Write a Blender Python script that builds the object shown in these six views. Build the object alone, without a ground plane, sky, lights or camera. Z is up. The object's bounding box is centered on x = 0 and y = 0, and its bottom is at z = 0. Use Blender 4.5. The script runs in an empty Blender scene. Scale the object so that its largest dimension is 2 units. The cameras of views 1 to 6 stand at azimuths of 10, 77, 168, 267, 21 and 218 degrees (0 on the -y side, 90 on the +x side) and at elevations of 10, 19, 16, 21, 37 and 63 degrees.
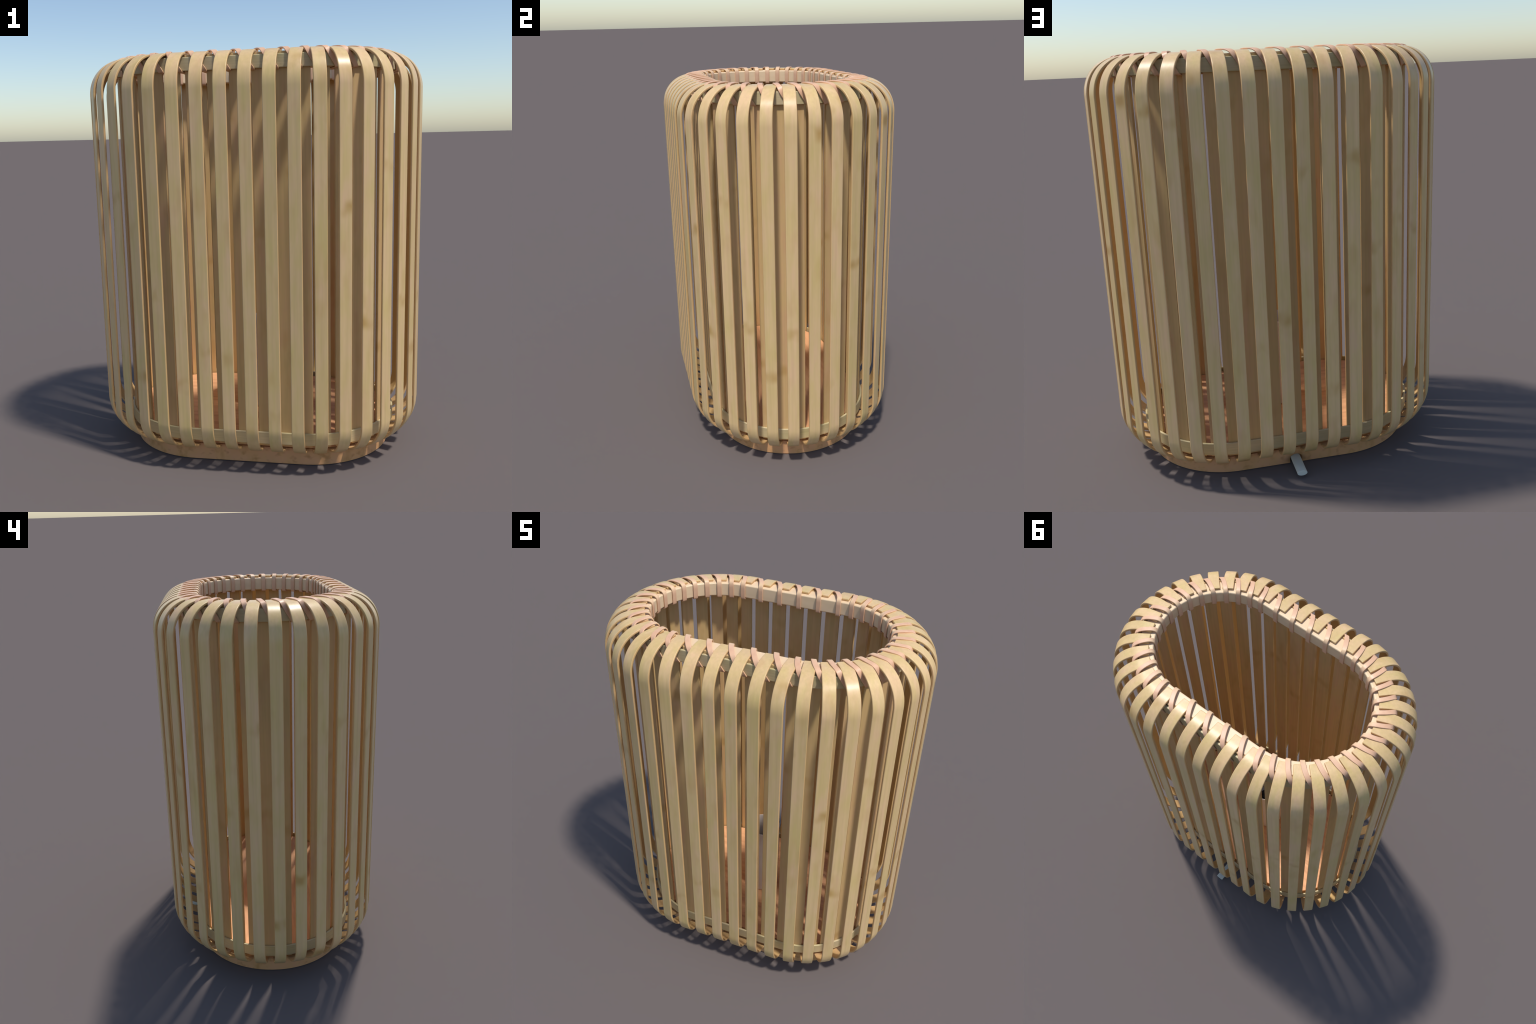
"""Oval lantern-style lamp: bent bamboo slats over a laced rim, on a wooden base."""
import bpy, math, random
from mathutils import Vector, Matrix

random.seed(11)

# ------------------------------------------------------------------ dimensions
S = 0.2725            # half length of the straight sides of the stadium plan
PITCH = 0.109         # spacing of the bent slats on the straight sides
ARC_STEPS = 16        # spacing of the bent slats round each end: 180 / 16 deg
R_OUT = 0.5710        # plan radius of the slats' outer face
T_SLAT, W_SLAT = 0.0120, 0.0600
R_TIP = 0.361         # where the slat tips end on the rim
Z_TOP = 1.9925        # top face of the slats on the rim
R_STRAIGHT, T_STRAIGHT = 0.4265, 0.0130


# ------------------------------------------------------------------ materials
def srgb(r, g, b):
    def f(c):
        c /= 255.0
        return c / 12.92 if c <= 0.04045 else ((c + 0.055) / 1.055) ** 2.4
    return (f(r), f(g), f(b), 1.0)


class Mat:
    """Small helper round a node tree."""
    def __init__(self, name, rough=0.5, spec=0.4):
        self.m = bpy.data.materials.new(name)
        self.m.use_nodes = True
        self.t = self.m.node_tree
        self.bsdf = self.t.nodes['Principled BSDF']
        self.bsdf.inputs['Roughness'].default_value = rough
        self.bsdf.inputs['Specular IOR Level'].default_value = spec

    def n(self, kind, **kw):
        nd = self.t.nodes.new(kind)
        for k, v in kw.items():
            setattr(nd, k, v)
        return nd

    def link(self, a, b):
        self.t.links.new(a, b)

    def put(self, sock, v):
        if isinstance(v, bpy.types.NodeSocket):
            self.link(v, sock)
        else:
            sock.default_value = v

    def math(self, op, a, b=0.0, c=0.0, clamp=False):
        nd = self.n('ShaderNodeMath', operation=op, use_clamp=clamp)
        for i, v in enumerate((a, b, c)):
            self.put(nd.inputs[i], v)
        return nd.outputs[0]

    def vec(self, op, a, b=(0, 0, 0)):
        nd = self.n('ShaderNodeVectorMath', operation=op)
        self.put(nd.inputs[0], a)
        self.put(nd.inputs[1], b)
        return nd.outputs[0]

    def noise(self, co, scale, detail=2.0, rough=0.5, dist=0.0):
        nd = self.n('ShaderNodeTexNoise')
        self.link(co, nd.inputs['Vector'])
        nd.inputs['Scale'].default_value = scale
        nd.inputs['Detail'].default_value = detail
        nd.inputs['Roughness'].default_value = rough
        nd.inputs['Distortion'].default_value = dist
        return nd.outputs['Fac']

    def ramp(self, fac, stops, interp='LINEAR'):
        nd = self.n('ShaderNodeValToRGB')
        nd.color_ramp.interpolation = interp
        el = nd.color_ramp.elements
        while len(el) < len(stops):
            el.new(0.5)
        for e, (p, c) in zip(el, stops):
            e.position = p
            e.color = c if len(c) == 4 else (*c, 1.0)
        self.link(fac, nd.inputs[0])
        return nd.outputs[0]

    def mix(self, fac, a, b, blend='MIX'):
        nd = self.n('ShaderNodeMix', data_type='RGBA', blend_type=blend)
        self.put(nd.inputs[0], fac)
        self.put(nd.inputs[6], a)
        self.put(nd.inputs[7], b)
        return nd.outputs[2]

    def span(self, v, a, b, lo=0.0, hi=1.0):
        nd = self.n('ShaderNodeMapRange')
        self.put(nd.inputs[0], v)
        for i, x in enumerate((a, b, lo, hi)):
            nd.inputs[i + 1].default_value = x
        return nd.outputs[0]

    def obj(self):
        return self.n('ShaderNodeTexCoord').outputs['Object']

    def rnd(self):
        return self.n('ShaderNodeObjectInfo').outputs['Random']

    def bump(self, h, strength, dist):
        nd = self.n('ShaderNodeBump')
        nd.inputs['Strength'].default_value = strength
        nd.inputs['Distance'].default_value = dist
        self.link(h, nd.inputs['Height'])
        self.link(nd.outputs[0], self.bsdf.inputs['Normal'])

    def color(self, c):
        self.put(self.bsdf.inputs['Base Color'], c)


def bamboo(name, cols, rough, node_strength, smudge=0.35, vary=0.16):
    m = Mat(name, rough, 0.36)
    co, r = m.obj(), m.rnd()
    shift = m.n('ShaderNodeCombineXYZ')
    m.put(shift.inputs[0], m.math('MULTIPLY', r, 37.0))
    m.put(shift.inputs[1], m.math('MULTIPLY', r, 71.0))
    m.put(shift.inputs[2], m.math('MULTIPLY', r, 53.0))
    p = m.vec('ADD', co, shift.outputs[0])
    # broad patches of hue, long in the fibre direction
    patch = m.noise(m.vec('MULTIPLY', p, (11.0, 20.0, 5.0)), 1.0, 3.0, 0.55)
    r2 = m.math('FRACT', m.math('MULTIPLY', r, 7.31))
    patch = m.math('ADD', m.math('MULTIPLY', patch, 1.6),
                   m.math('MULTIPLY_ADD', r2, vary, -0.30 - vary / 2))
    col = m.ramp(patch, [(0.08, cols[0]), (0.36, cols[1]), (0.62, cols[2]), (0.92, cols[3])])
    # soft streaks along the fibres
    fib = m.noise(m.vec('MULTIPLY', p, (70.0, 70.0, 2.2)), 1.0, 2.0, 0.5)
    col = m.mix(1.0, col, m.ramp(fib, [(0.25, (0.93, 0.925, 0.90)), (0.75, (1.04, 1.04, 1.04))]), 'MULTIPLY')
    # smudges
    smu = m.noise(m.vec('MULTIPLY', p, (9.0, 14.0, 5.0)), 1.0, 2.0, 0.5)
    col = m.mix(m.span(smu, 0.56, 0.80, 0.0, smudge), col, srgb(194, 152, 94))
    # joints of the cane: a brown, soft-edged band at a height of its own on each slat
    sep = m.n('ShaderNodeSeparateXYZ')
    m.link(co, sep.inputs[0])
    wob = m.math('MULTIPLY', m.noise(m.vec('MULTIPLY', p, (20.0, 20.0, 8.0)), 1.0, 1.0), 0.04)
    z = m.math('ADD', m.math('ADD', sep.outputs[2], wob), m.math('MULTIPLY', r, 9.0))
    f = m.math('ABSOLUTE', m.math('SUBTRACT', m.math('FRACT', m.math('DIVIDE', z, 1.9)), 0.5))
    nd = m.n('ShaderNodeMapRange', interpolation_type='SMOOTHSTEP')
    m.put(nd.inputs[0], f)
    for i, x in enumerate((0.003, 0.026, 1.0, 0.0)):
        nd.inputs[i + 1].default_value = x
    blot = m.noise(m.vec('MULTIPLY', p, (16.0, 16.0, 8.0)), 1.0, 1.0, 0.5)
    band = m.math('MULTIPLY', m.math('MULTIPLY', nd.outputs[0], m.span(blot, 0.40, 0.70)), node_strength)
    col = m.mix(band, col, srgb(188, 148, 86))
    col = m.mix(1.0, col, m.ramp(r2, [(0.0, (0.96, 0.96, 0.96)), (1.0, (1.03, 1.03, 1.03))]), 'MULTIPLY')
    m.color(col)
    m.bump(fib, 0.06, 0.002)
    return m.m


MAT_SLAT = bamboo('bamboo_skin', (srgb(214, 187, 124), srgb(218, 187, 131),
                                  srgb(222, 188, 138), srgb(225, 186, 144)), 0.34, 0.85, 0.38)
MAT_FLESH = bamboo('bamboo_flesh', (srgb(214, 179, 120), srgb(218, 181, 126),
                                    srgb(219, 180, 129), srgb(219, 177, 132)), 0.42, 0.3, 0.25)
MAT_STRAIGHT = bamboo('bamboo_pith', (srgb(209, 180, 125), srgb(216, 184, 129),
                                      srgb(217, 182, 131), srgb(217, 176, 133)), 0.5, 0.6, 0.45)


def band_material():
    m = Mat('bamboo_hoop', 0.42, 0.45)
    p = m.obj()
    a = m.noise(m.vec('MULTIPLY', p, (3.0, 3.0, 10.0)), 1.0, 2.0)
    col = m.ramp(a, [(0.3, srgb(200, 186, 136)), (0.5, srgb(206, 190, 146)), (0.7, srgb(210, 192, 154))])
    g = m.noise(m.vec('MULTIPLY', p, (6.0, 6.0, 180.0)), 1.0, 2.0)
    col = m.mix(1.0, col, m.ramp(g, [(0.3, (0.93, 0.93, 0.92)), (0.7, (1.04, 1.04, 1.04))]), 'MULTIPLY')
    m.color(col)
    m.bump(g, 0.08, 0.002)
    return m.m


def hoop_material():
    m = Mat('pale_cane', 0.4, 0.45)
    p = m.obj()
    a = m.noise(m.vec('MULTIPLY', p, (4.0, 4.0, 30.0)), 1.0, 3.0)
    col = m.ramp(a, [(0.3, srgb(232, 202, 162)), (0.55, srgb(238, 208, 168)), (0.75, srgb(240, 208, 172))])
    m.color(col)
    m.bump(a, 0.06, 0.002)
    return m.m


def strip_material():
    m = Mat('rattan_binding', 0.42, 0.4)
    co, r = m.obj(), m.rnd()
    a = m.noise(m.vec('MULTIPLY', co, (14.0, 14.0, 14.0)), 1.0, 3.0)
    col = m.ramp(a, [(0.28, srgb(222, 174, 139)), (0.5, srgb(229, 184, 149)), (0.72, srgb(230, 195, 154))])
    col = m.mix(1.0, col, m.ramp(r, [(0.0, (0.95, 0.94, 0.93)), (1.0, (1.03, 1.03, 1.02))]), 'MULTIPLY')
    m.color(col)
    return m.m


def base_material():
    m = Mat('birch_base', 0.5, 0.35)
    p = m.obj()
    a = m.noise(m.vec('MULTIPLY', p, (13.0, 13.0, 9.0)), 1.0, 3.0, 0.6)
    col = m.ramp(a, [(0.28, srgb(186, 138, 84)), (0.45, srgb(210, 158, 108)), (0.62, srgb(213, 158, 114)), (0.8, srgb(214, 164, 108))])
    b = m.noise(m.vec('MULTIPLY', p, (24.0, 24.0, 30.0)), 1.0, 2.0)
    col = m.mix(m.span(b, 0.56, 0.76, 0.0, 0.6), col, srgb(158, 110, 60))
    m.color(col)
    return m.m


def floor_material():
    m = Mat('stained_board', 0.5, 0.35)
    p = m.obj()
    a = m.noise(m.vec('MULTIPLY', p, (2.2, 26.0, 8.0)), 1.0, 4.0, 0.6, 0.6)
    col = m.ramp(a, [(0.28, srgb(204, 148, 108)), (0.5, srgb(226, 170, 124)), (0.72, srgb(236, 184, 136))])
    m.color(col)
    return m.m


def plain(name, col, rough, spec=0.4, grain=0.03):
    m = Mat(name, rough, spec)
    a = m.noise(m.obj(), 18.0, 2.0)
    hi = tuple(min(1.0, c * (1 + grain)) for c in col[:3])
    lo = tuple(c * (1 - grain) for c in col[:3])
    m.color(m.ramp(a, [(0.3, lo), (0.7, hi)]))
    return m.m


MAT_BAND = band_material()
MAT_HOOP = hoop_material()
MAT_STRIP = strip_material()
MAT_BASE = base_material()
MAT_FLOOR = floor_material()
MAT_CUP = plain('white_enamel', srgb(236, 224, 214), 0.4)
MAT_SOCKET = plain('black_plastic', srgb(22, 22, 24), 0.3)
MAT_CABLE = plain('grey_cord', srgb(206, 208, 196), 0.5)


# ------------------------------------------------------------------ mesh helpers
def make_mesh(name, verts, faces, normals, mat):
    me = bpy.data.meshes.new(name)
    me.from_pydata([tuple(v) for v in verts], [], faces)
    me.update()
    me.polygons.foreach_set('use_smooth', [True] * len(me.polygons))
    if normals is not None:
        me.normals_split_custom_set_from_vertices([tuple(n) for n in normals])
    me.materials.append(mat)
    return me


def add(name, me, parent, loc=(0, 0, 0), rot=0.0):
    ob = bpy.data.objects.new(name, me)
    ob.location = loc
    ob.rotation_euler = (0, 0, rot)
    ob.parent = parent
    bpy.context.scene.collection.objects.link(ob)
    return ob


def round_rect(w, t, rad, seg=4, bulge=0.0):
    """Rounded rectangle: list of ((x, y), (nx, ny)), counter-clockwise."""
    out = []
    for cx, cy, a0 in ((w / 2 - rad, t / 2 - rad, 0), (-w / 2 + rad, t / 2 - rad, 90),
                       (-w / 2 + rad, -t / 2 + rad, 180), (w / 2 - rad, -t / 2 + rad, 270)):
        for i in range(seg + 1):
            a = math.radians(a0 + 90 * i / seg)
            out.append(((cx + rad * math.cos(a), cy + rad * math.sin(a)), (math.cos(a), math.sin(a))))
        if bulge and a0 == 0:
            out.append(((0.0, t / 2 + bulge), (0.0, 1.0)))
    return out


def sweep(path, sides, ups, section, end_round=0.0):
    """Loft a section along a path; section x runs along `sides`, y along `ups`."""
    V, N, F = [], [], []
    m = len(section)
    n = len(path)
    rings = [(p, s, u, 1.0, None) for p, s, u in zip(path, sides, ups)]
    if end_round:
        def tip(i, j):
            t = (path[i] - path[j]).normalized()
            extra = []
            for a in (30, 60):
                c, sn = math.cos(math.radians(a)), math.sin(math.radians(a))
                extra.append((path[i] + t * end_round * sn, sides[i], ups[i], end_round * (1 - c), (t, sn, c)))
            extra.append((path[i] + t * end_round, sides[i], ups[i], end_round, (t, 1.0, 0.0)))
            return extra
        rings = list(reversed(tip(0, 1))) + rings + tip(n - 1, n - 2)
    for p, s, u, k, cap in rings:
        for (x, y), (nx, ny) in section:
            if cap is None:
                V.append(p + s * x + u * y)
                N.append((s * nx + u * ny).normalized())
            else:
                t, sn, c = cap
                V.append(p + s * (x - nx * k) + u * (y - ny * k))
                N.append(((s * nx + u * ny) * c + t * sn).normalized())
    nr = len(rings)
    for i in range(nr - 1):
        for j in range(m):
            a, b = i * m + j, i * m + (j + 1) % m
            F.append((a, b, b + m, a + m))
    F.append(tuple(reversed(range(m))))
    F.append(tuple(range((nr - 1) * m, nr * m)))
    return V, N, F


def flip_if_needed(V, F):
    """Make sure the faces point outwards (signed volume)."""
    vol = 0.0
    for f in F:
        a = V[f[0]]
        for i in range(1, len(f) - 1):
            vol += a.dot(V[f[i]].cross(V[f[i + 1]]))
    return F if vol > 0 else [tuple(reversed(f)) for f in F]


# ------------------------------------------------------------------ stadium plan
def station(q):
    """Plan frame at slat coordinate q: (foot point on the axis, outward angle)."""
    q %= 42.0
    if q <= 5:
        return Vector((-S + q * PITCH, 0, 0)), -math.pi / 2
    if q <= 21:
        return Vector((S, 0, 0)), -math.pi / 2 + math.pi * (q - 5) / ARC_STEPS
    if q <= 26:
        return Vector((S - (q - 21) * PITCH, 0, 0)), math.pi / 2
    return Vector((-S, 0, 0)), math.pi / 2 + math.pi * (q - 26) / ARC_STEPS


def perimeter_point(d, r):
    """Plan frame at running distance d (from the middle of the front) on radius r."""
    arc = math.pi * r
    total = 4 * S + 2 * arc
    d %= total
    if d <= S:
        return Vector((d, 0, 0)), -math.pi / 2
    d -= S
    if d <= arc:
        return Vector((S, 0, 0)), -math.pi / 2 + d / r
    d -= arc
    if d <= 2 * S:
        return Vector((S - d, 0, 0)), math.pi / 2
    d -= 2 * S
    if d <= arc:
        return Vector((-S, 0, 0)), math.pi / 2 + d / r
    d -= arc
    return Vector((-S + d, 0, 0)), -math.pi / 2


def stadium_frames(n_arc=72, n_line=8):
    fr = []
    for i in range(n_line):
        fr.append((Vector((-S + 2 * S * i / n_line, 0, 0)), -math.pi / 2))
    for i in range(n_arc):
        fr.append((Vector((S, 0, 0)), -math.pi / 2 + math.pi * i / n_arc))
    for i in range(n_line):
        fr.append((Vector((S - 2 * S * i / n_line, 0, 0)), math.pi / 2))
    for i in range(n_arc):
        fr.append((Vector((-S, 0, 0)), math.pi / 2 + math.pi * i / n_arc))
    return fr


def stadium_ring(name, r0, r1, z0, z1, rad, mat):
    sec = round_rect(r1 - r0, z1 - z0, rad, 5)
    rc, zc = (r0 + r1) / 2, (z0 + z1) / 2
    V, N, F = [], [], []
    fr = stadium_frames()
    for c, a in fr:
        d = Vector((math.cos(a), math.sin(a), 0))
        for (x, y), (nx, ny) in sec:
            V.append(c + d * (rc + x) + Vector((0, 0, zc + y)))
            N.append(d * nx + Vector((0, 0, ny)))
    m, n = len(sec), len(fr)
    for i in range(n):
        for j in range(m):
            a, b = i * m + j, i * m + (j + 1) % m
            c2, d2 = ((i + 1) % n) * m + (j + 1) % m, ((i + 1) % n) * m + j
            F.append((a, b, c2, d2))
    return make_mesh(name, V, flip_if_needed(V, F), N, mat)


def stadium_plate(name, r, z0, z1, rad, mat, smooth=True):
    """Solid plate with rounded rims."""
    prof = []
    for i in range(5):
        a = math.radians(-90 + 90 * i / 4)
        prof.append(((r - rad + rad * math.cos(a), z0 + rad + rad * math.sin(a)), (math.cos(a), math.sin(a))))
    for i in range(5):
        a = math.radians(90 * i / 4)
        prof.append(((r - rad + rad * math.cos(a), z1 - rad + rad * math.sin(a)), (math.cos(a), math.sin(a))))
    V, N, F = [], [], []
    fr = stadium_frames()
    for c, a in fr:
        d = Vector((math.cos(a), math.sin(a), 0))
        for (x, z), (nx, nz) in prof:
            V.append(c + d * x + Vector((0, 0, z)))
            N.append(d * nx + Vector((0, 0, nz)))
    m, n = len(prof), len(fr)
    for i in range(n):
        for j in range(m - 1):
            k = (i + 1) % n
            F.append((i * m + j, k * m + j, k * m + j + 1, i * m + j + 1))
    F.append(tuple(i * m + m - 1 for i in range(n)))
    F.append(tuple(i * m for i in reversed(range(n))))
    return make_mesh(name, V, flip_if_needed(V, F), N, mat)


def lathe(name, prof, mat, seg=64, sharp_deg=40):
    V, F = [], []
    m = len(prof)
    for i in range(seg):
        a = 2 * math.pi * i / seg
        for r, z in prof:
            V.append(Vector((r * math.cos(a), r * math.sin(a), z)))
    for i in range(seg):
        k = (i + 1) % seg
        for j in range(m - 1):
            F.append((i * m + j, k * m + j, k * m + j + 1, i * m + j + 1))
    F.append(tuple(i * m + m - 1 for i in range(seg)))
    F.append(tuple(i * m for i in reversed(range(seg))))
    me = make_mesh(name, V, flip_if_needed(V, F), None, mat)
    me.set_sharp_from_angle(angle=math.radians(sharp_deg))
    return me


# ------------------------------------------------------------------ the lamp
lamp = bpy.data.objects.new('bamboo_lamp', None)
lamp['label'] = 'oval bamboo slat lamp with pink laced rim on wooden base'
lamp['category'] = 'table lamp'
bpy.context.scene.collection.objects.link(lamp)


# --- bent slats: one shared mesh, foot under the floor to tip on the rim
def slat_profile(r_out):
    """Outer face of a bent slat as (r, z), from the foot to the tip."""
    pts = []
    cr, cz, zb, n = 0.400, 0.243, 0.071, 2.0          # lower bend
    a, b = r_out - cr, cz - zb
    for i in range(0, 25):
        ph = math.radians(90 * (1 - i / 24))
        pts.append((cr + a * math.cos(ph) ** (2 / n), cz - b * math.sin(ph) ** (2 / n)))
    for i in range(1, 24):
        pts.append((r_out, cz + (1.82 - cz) * i / 24))
    cr, cz, n = 0.400, 1.82, 2.1                       # upper bend
    a, b = r_out - cr, Z_TOP - cz
    for i in range(0, 33):
        ph = math.radians(90 * i / 32)
        pts.append((cr + a * math.cos(ph) ** (2 / n), cz + b * math.sin(ph) ** (2 / n)))
    pts.append((R_TIP + 0.02, Z_TOP))
    pts.append((R_TIP + 0.004, Z_TOP))
    return pts


def bent_slat_mesh(r_out):
    prof = slat_profile(r_out)
    n = len(prof)
    path, sides, ups = [], [], []
    for i, (r, z) in enumerate(prof):
        a, b = prof[max(i - 1, 0)], prof[min(i + 1, n - 1)]
        t = Vector((b[0] - a[0], 0, b[1] - a[1])).normalized()
        nrm = Vector((t.z, 0, -t.x))                   # outward of the bend
        path.append(Vector((r, 0, z)) - nrm * (T_SLAT / 2))
        sides.append(Vector((0, 1, 0)))
        ups.append(nrm)
    V, N, F = sweep(path, sides, ups, round_rect(W_SLAT, T_SLAT, 0.0042, 4, 0.0004), 0.004)
    me = make_mesh('curved_slat', V, flip_if_needed(V, F), N, MAT_SLAT)
    me.materials.append(MAT_FLESH)
    # skin on the outer face only: the sides and the back show the yellower flesh
    m = len(round_rect(W_SLAT, T_SLAT, 0.0042, 4, 0.0004))
    for p in me.polygons:
        js = [v % m for v in p.vertices]
        p.material_index = 0 if (len(js) == 4 and min(js) >= 3 and max(js) <= 8) else 1
    return me


# the plan swells very slightly towards the long sides
slat_cache = {}
for k in range(42):
    c, a = station(k)
    bulge = round(math.sin(a) ** 2 * 0.0048, 5)
    if bulge not in slat_cache:
        slat_cache[bulge] = bent_slat_mesh(R_OUT + bulge)
    add('curved_slat', slat_cache[bulge], lamp, c, a)


# --- straight slats standing between the two hoops
def straight_slat_mesh(w):
    z0, z1 = 0.100, 1.976
    path = [Vector((R_STRAIGHT, 0, z0 + (z1 - z0) * i / 20)) for i in range(21)]
    V, N, F = sweep(path, [Vector((0, 1, 0))] * 21, [Vector((1, 0, 0))] * 21,
                    round_rect(w, T_STRAIGHT, 0.003, 3), 0.002)
    return make_mesh('straight_slat', V, flip_if_needed(V, F), N, MAT_STRAIGHT)


# five wide ones along each long side, sixteen narrower ones round each end
half = 2 * S + math.pi * R_STRAIGHT
d_end = 2.5 * 0.1025
step = (half - 2 * d_end) / 16
wide, narrow = straight_slat_mesh(0.0785), straight_slat_mesh(step - 0.0225)
for side in (0.0, half):
    for i in range(-2, 3):
        c, a = perimeter_point(side + i * 0.1025, R_STRAIGHT)
        add('straight_slat', wide, lamp, c, a)
    for i in range(16):
        c, a = perimeter_point(side + d_end + step * (i + 0.5), R_STRAIGHT)
        add('straight_slat', narrow, lamp, c, a)

# --- hoops
add('rim_hoop', stadium_ring('rim_hoop', 0.3395, 0.4185, 1.907, 1.9795, 0.007, MAT_HOOP), lamp)
add('slat_band', stadium_ring('slat_band', 0.4345, 0.4475, 1.905, 1.966, 0.0035, MAT_BAND), lamp)
add('slat_band', stadium_ring('slat_band', 0.4345, 0.4460, 0.111, 0.173, 0.0035, MAT_BAND), lamp)


# --- lacing: one turn per slat, spiralling round the rim
def strip_path(arc):
    """One turn of lacing as (slat coordinate, r, z): straight up the inner face, slantwise
    over the corner of the slat tip, and down behind the next slat."""
    q = 0.145
    a, b, c, d = (0.31, 0.48, 0.62, 1.06) if arc else (0.35, 0.56, 0.72, 1.12)
    return [(q, 0.365, 1.9015), (q, 0.338, 1.9015), (q, 0.3345, 1.908), (q, 0.3345, 1.940),
            (q, 0.3345, 1.970), (q + 0.005, 0.3385, 1.9870), (q + 0.02, 0.354, 1.9967), (a, 0.400, 1.9967),
            (b, 0.438, 1.9915), (c, 0.4525, 1.968), ((c + d) / 2, 0.4525, 1.937), (d, 0.4525, 1.908),
            (d + 0.02, 0.448, 1.9015), (1.14, 0.400, 1.9015), (1 + q, 0.380, 1.9015), (1 + q, 0.363, 1.9015)]


def chaikin(pts, times):
    for _ in range(times):
        out = [pts[0]]
        for a, b in zip(pts, pts[1:]):
            out.append(a.lerp(b, 0.25))
            out.append(a.lerp(b, 0.75))
        out.append(pts[-1])
        pts = out
    return pts


def strip_mesh(q0, arc):
    pts = chaikin([Vector(p) for p in strip_path(arc)], 2)
    P = []
    rad2 = []
    for dq, r, z in pts:
        c, a = station(q0 + dq)
        d = Vector((math.cos(a), math.sin(a), 0))
        P.append(c + d * r + Vector((0, 0, z)))
        rad2.append(d)
    path, sides, ups = [], [], []
    n = len(P)
    for i in range(n):
        i0, i1 = max(i - 1, 0), min(i + 1, n - 1)
        t = (P[i1] - P[i0]).normalized()
        dr, dz = pts[i1].y - pts[i0].y, pts[i1].z - pts[i0].z
        L = math.hypot(dr, dz) or 1.0
        nrm = rad2[i] * (-dz / L) + Vector((0, 0, dr / L))   # out of the rim section
        side = t.cross(nrm).normalized()
        path.append(P[i])
        sides.append(side)
        ups.append(side.cross(t).normalized())
    # into the local frame of slat q0, so that equal strips share one mesh
    c, a = station(q0)
    M = (Matrix.Translation(c) @ Matrix.Rotation(a, 4, 'Z')).inverted()
    R3 = M.to_3x3()
    path = [M @ p for p in path]
    sides = [R3 @ s for s in sides]
    ups = [R3 @ u for u in ups]
    V, N, F = sweep(path, sides, ups, round_rect(0.0245, 0.0064, 0.0024, 3), 0.0)
    return make_mesh('binding_strip', V, flip_if_needed(V, F), N, MAT_STRIP)


cache = {}
for k in range(42):
    q = k + 0.0
    arc = 5 <= k < 21 or k >= 26
    nxt = (k + 1) % 42
    key = (arc, 5 <= nxt < 21 or nxt >= 26)
    if key not in cache:
        cache[key] = strip_mesh(q, arc)
    c, a = station(q)
    add('binding_strip', cache[key], lamp, c, a)


# --- base plate with an arched notch for the cord, and the raised floor board
def notch(me):
    prof = [Vector((0.031 * math.cos(t), 0, 0.026 + 0.022 * math.sin(t)))
            for t in [math.pi * i / 20 for i in range(21)]]
    prof = [Vector((0.031, 0, -0.05))] + prof + [Vector((-0.031, 0, -0.05))]
    V = [p + Vector((-0.003, 0.25, 0)) for p in prof] + [p + Vector((-0.003, 0.60, 0)) for p in prof]
    n = len(prof)
    F = [(i, (i + 1) % n, (i + 1) % n + n, i + n) for i in range(n)]
    F += [tuple(range(n))[::-1], tuple(range(n, 2 * n))]
    cut = bpy.data.meshes.new('cutter')
    cut.from_pydata([tuple(v) for v in V], [], flip_if_needed(V, F))
    cut.materials.append(MAT_BASE)
    oc = bpy.data.objects.new('cutter', cut)
    ob = bpy.data.objects.new('tmp', me)
    for o in (oc, ob):
        bpy.context.scene.collection.objects.link(o)
    md = ob.modifiers.new('notch', 'BOOLEAN')
    md.operation, md.object, md.solver = 'DIFFERENCE', oc, 'EXACT'
    dg = bpy.context.evaluated_depsgraph_get()
    out = bpy.data.meshes.new_from_object(ob.evaluated_get(dg))
    for o in (oc, ob):
        bpy.data.objects.remove(o)
    out.set_sharp_from_angle(angle=math.radians(40))
    out.name = 'base_plate'
    return out


base_me = stadium_plate('base_plate', 0.4200, 0.0, 0.0835, 0.0025, MAT_BASE)
add('base_plate', notch(base_me), lamp)
add('floor_board', stadium_plate('floor_board', 0.4130, 0.0845, 0.1560, 0.003, MAT_FLOOR), lamp)

# --- lamp cup with its socket, and the cord
cup = [(0.0, 0.157), (0.092, 0.157), (0.096, 0.162), (0.097, 0.170), (0.097, 0.6290), (0.0955, 0.6320), (0.0925, 0.6320),
       (0.091, 0.629), (0.091, 0.4500), (0.0, 0.4500)]
cup_ob = add('lamp_cup', lathe('lamp_cup', cup[1:-1], MAT_CUP), lamp)
sock = [(0.050, 0.4505), (0.050, 0.490), (0.047, 0.494), (0.036, 0.494), (0.034, 0.515), (0.026, 0.520)]
add('lamp_socket', lathe('lamp_socket', sock, MAT_SOCKET, 48), cup_ob)

cord_y = [0.27, 0.35, 0.43, 0.50, 0.5645]           # flat two-core cord, cut off short
V, N, F = sweep([Vector((0.0, y, 0.0292)) for y in cord_y], [Vector((1, 0, 0))] * 5, [Vector((0, 0, 1))] * 5,
                [((0.0245 * math.cos(t), 0.0135 * math.sin(t)),
                  Vector((math.cos(t) / 0.0245, math.sin(t) / 0.0135)).normalized())
                 for t in [2 * math.pi * i / 40 for i in range(40)]], 0.0012)
add('power_cord', make_mesh('power_cord', V, flip_if_needed(V, F), N, MAT_CABLE), lamp)
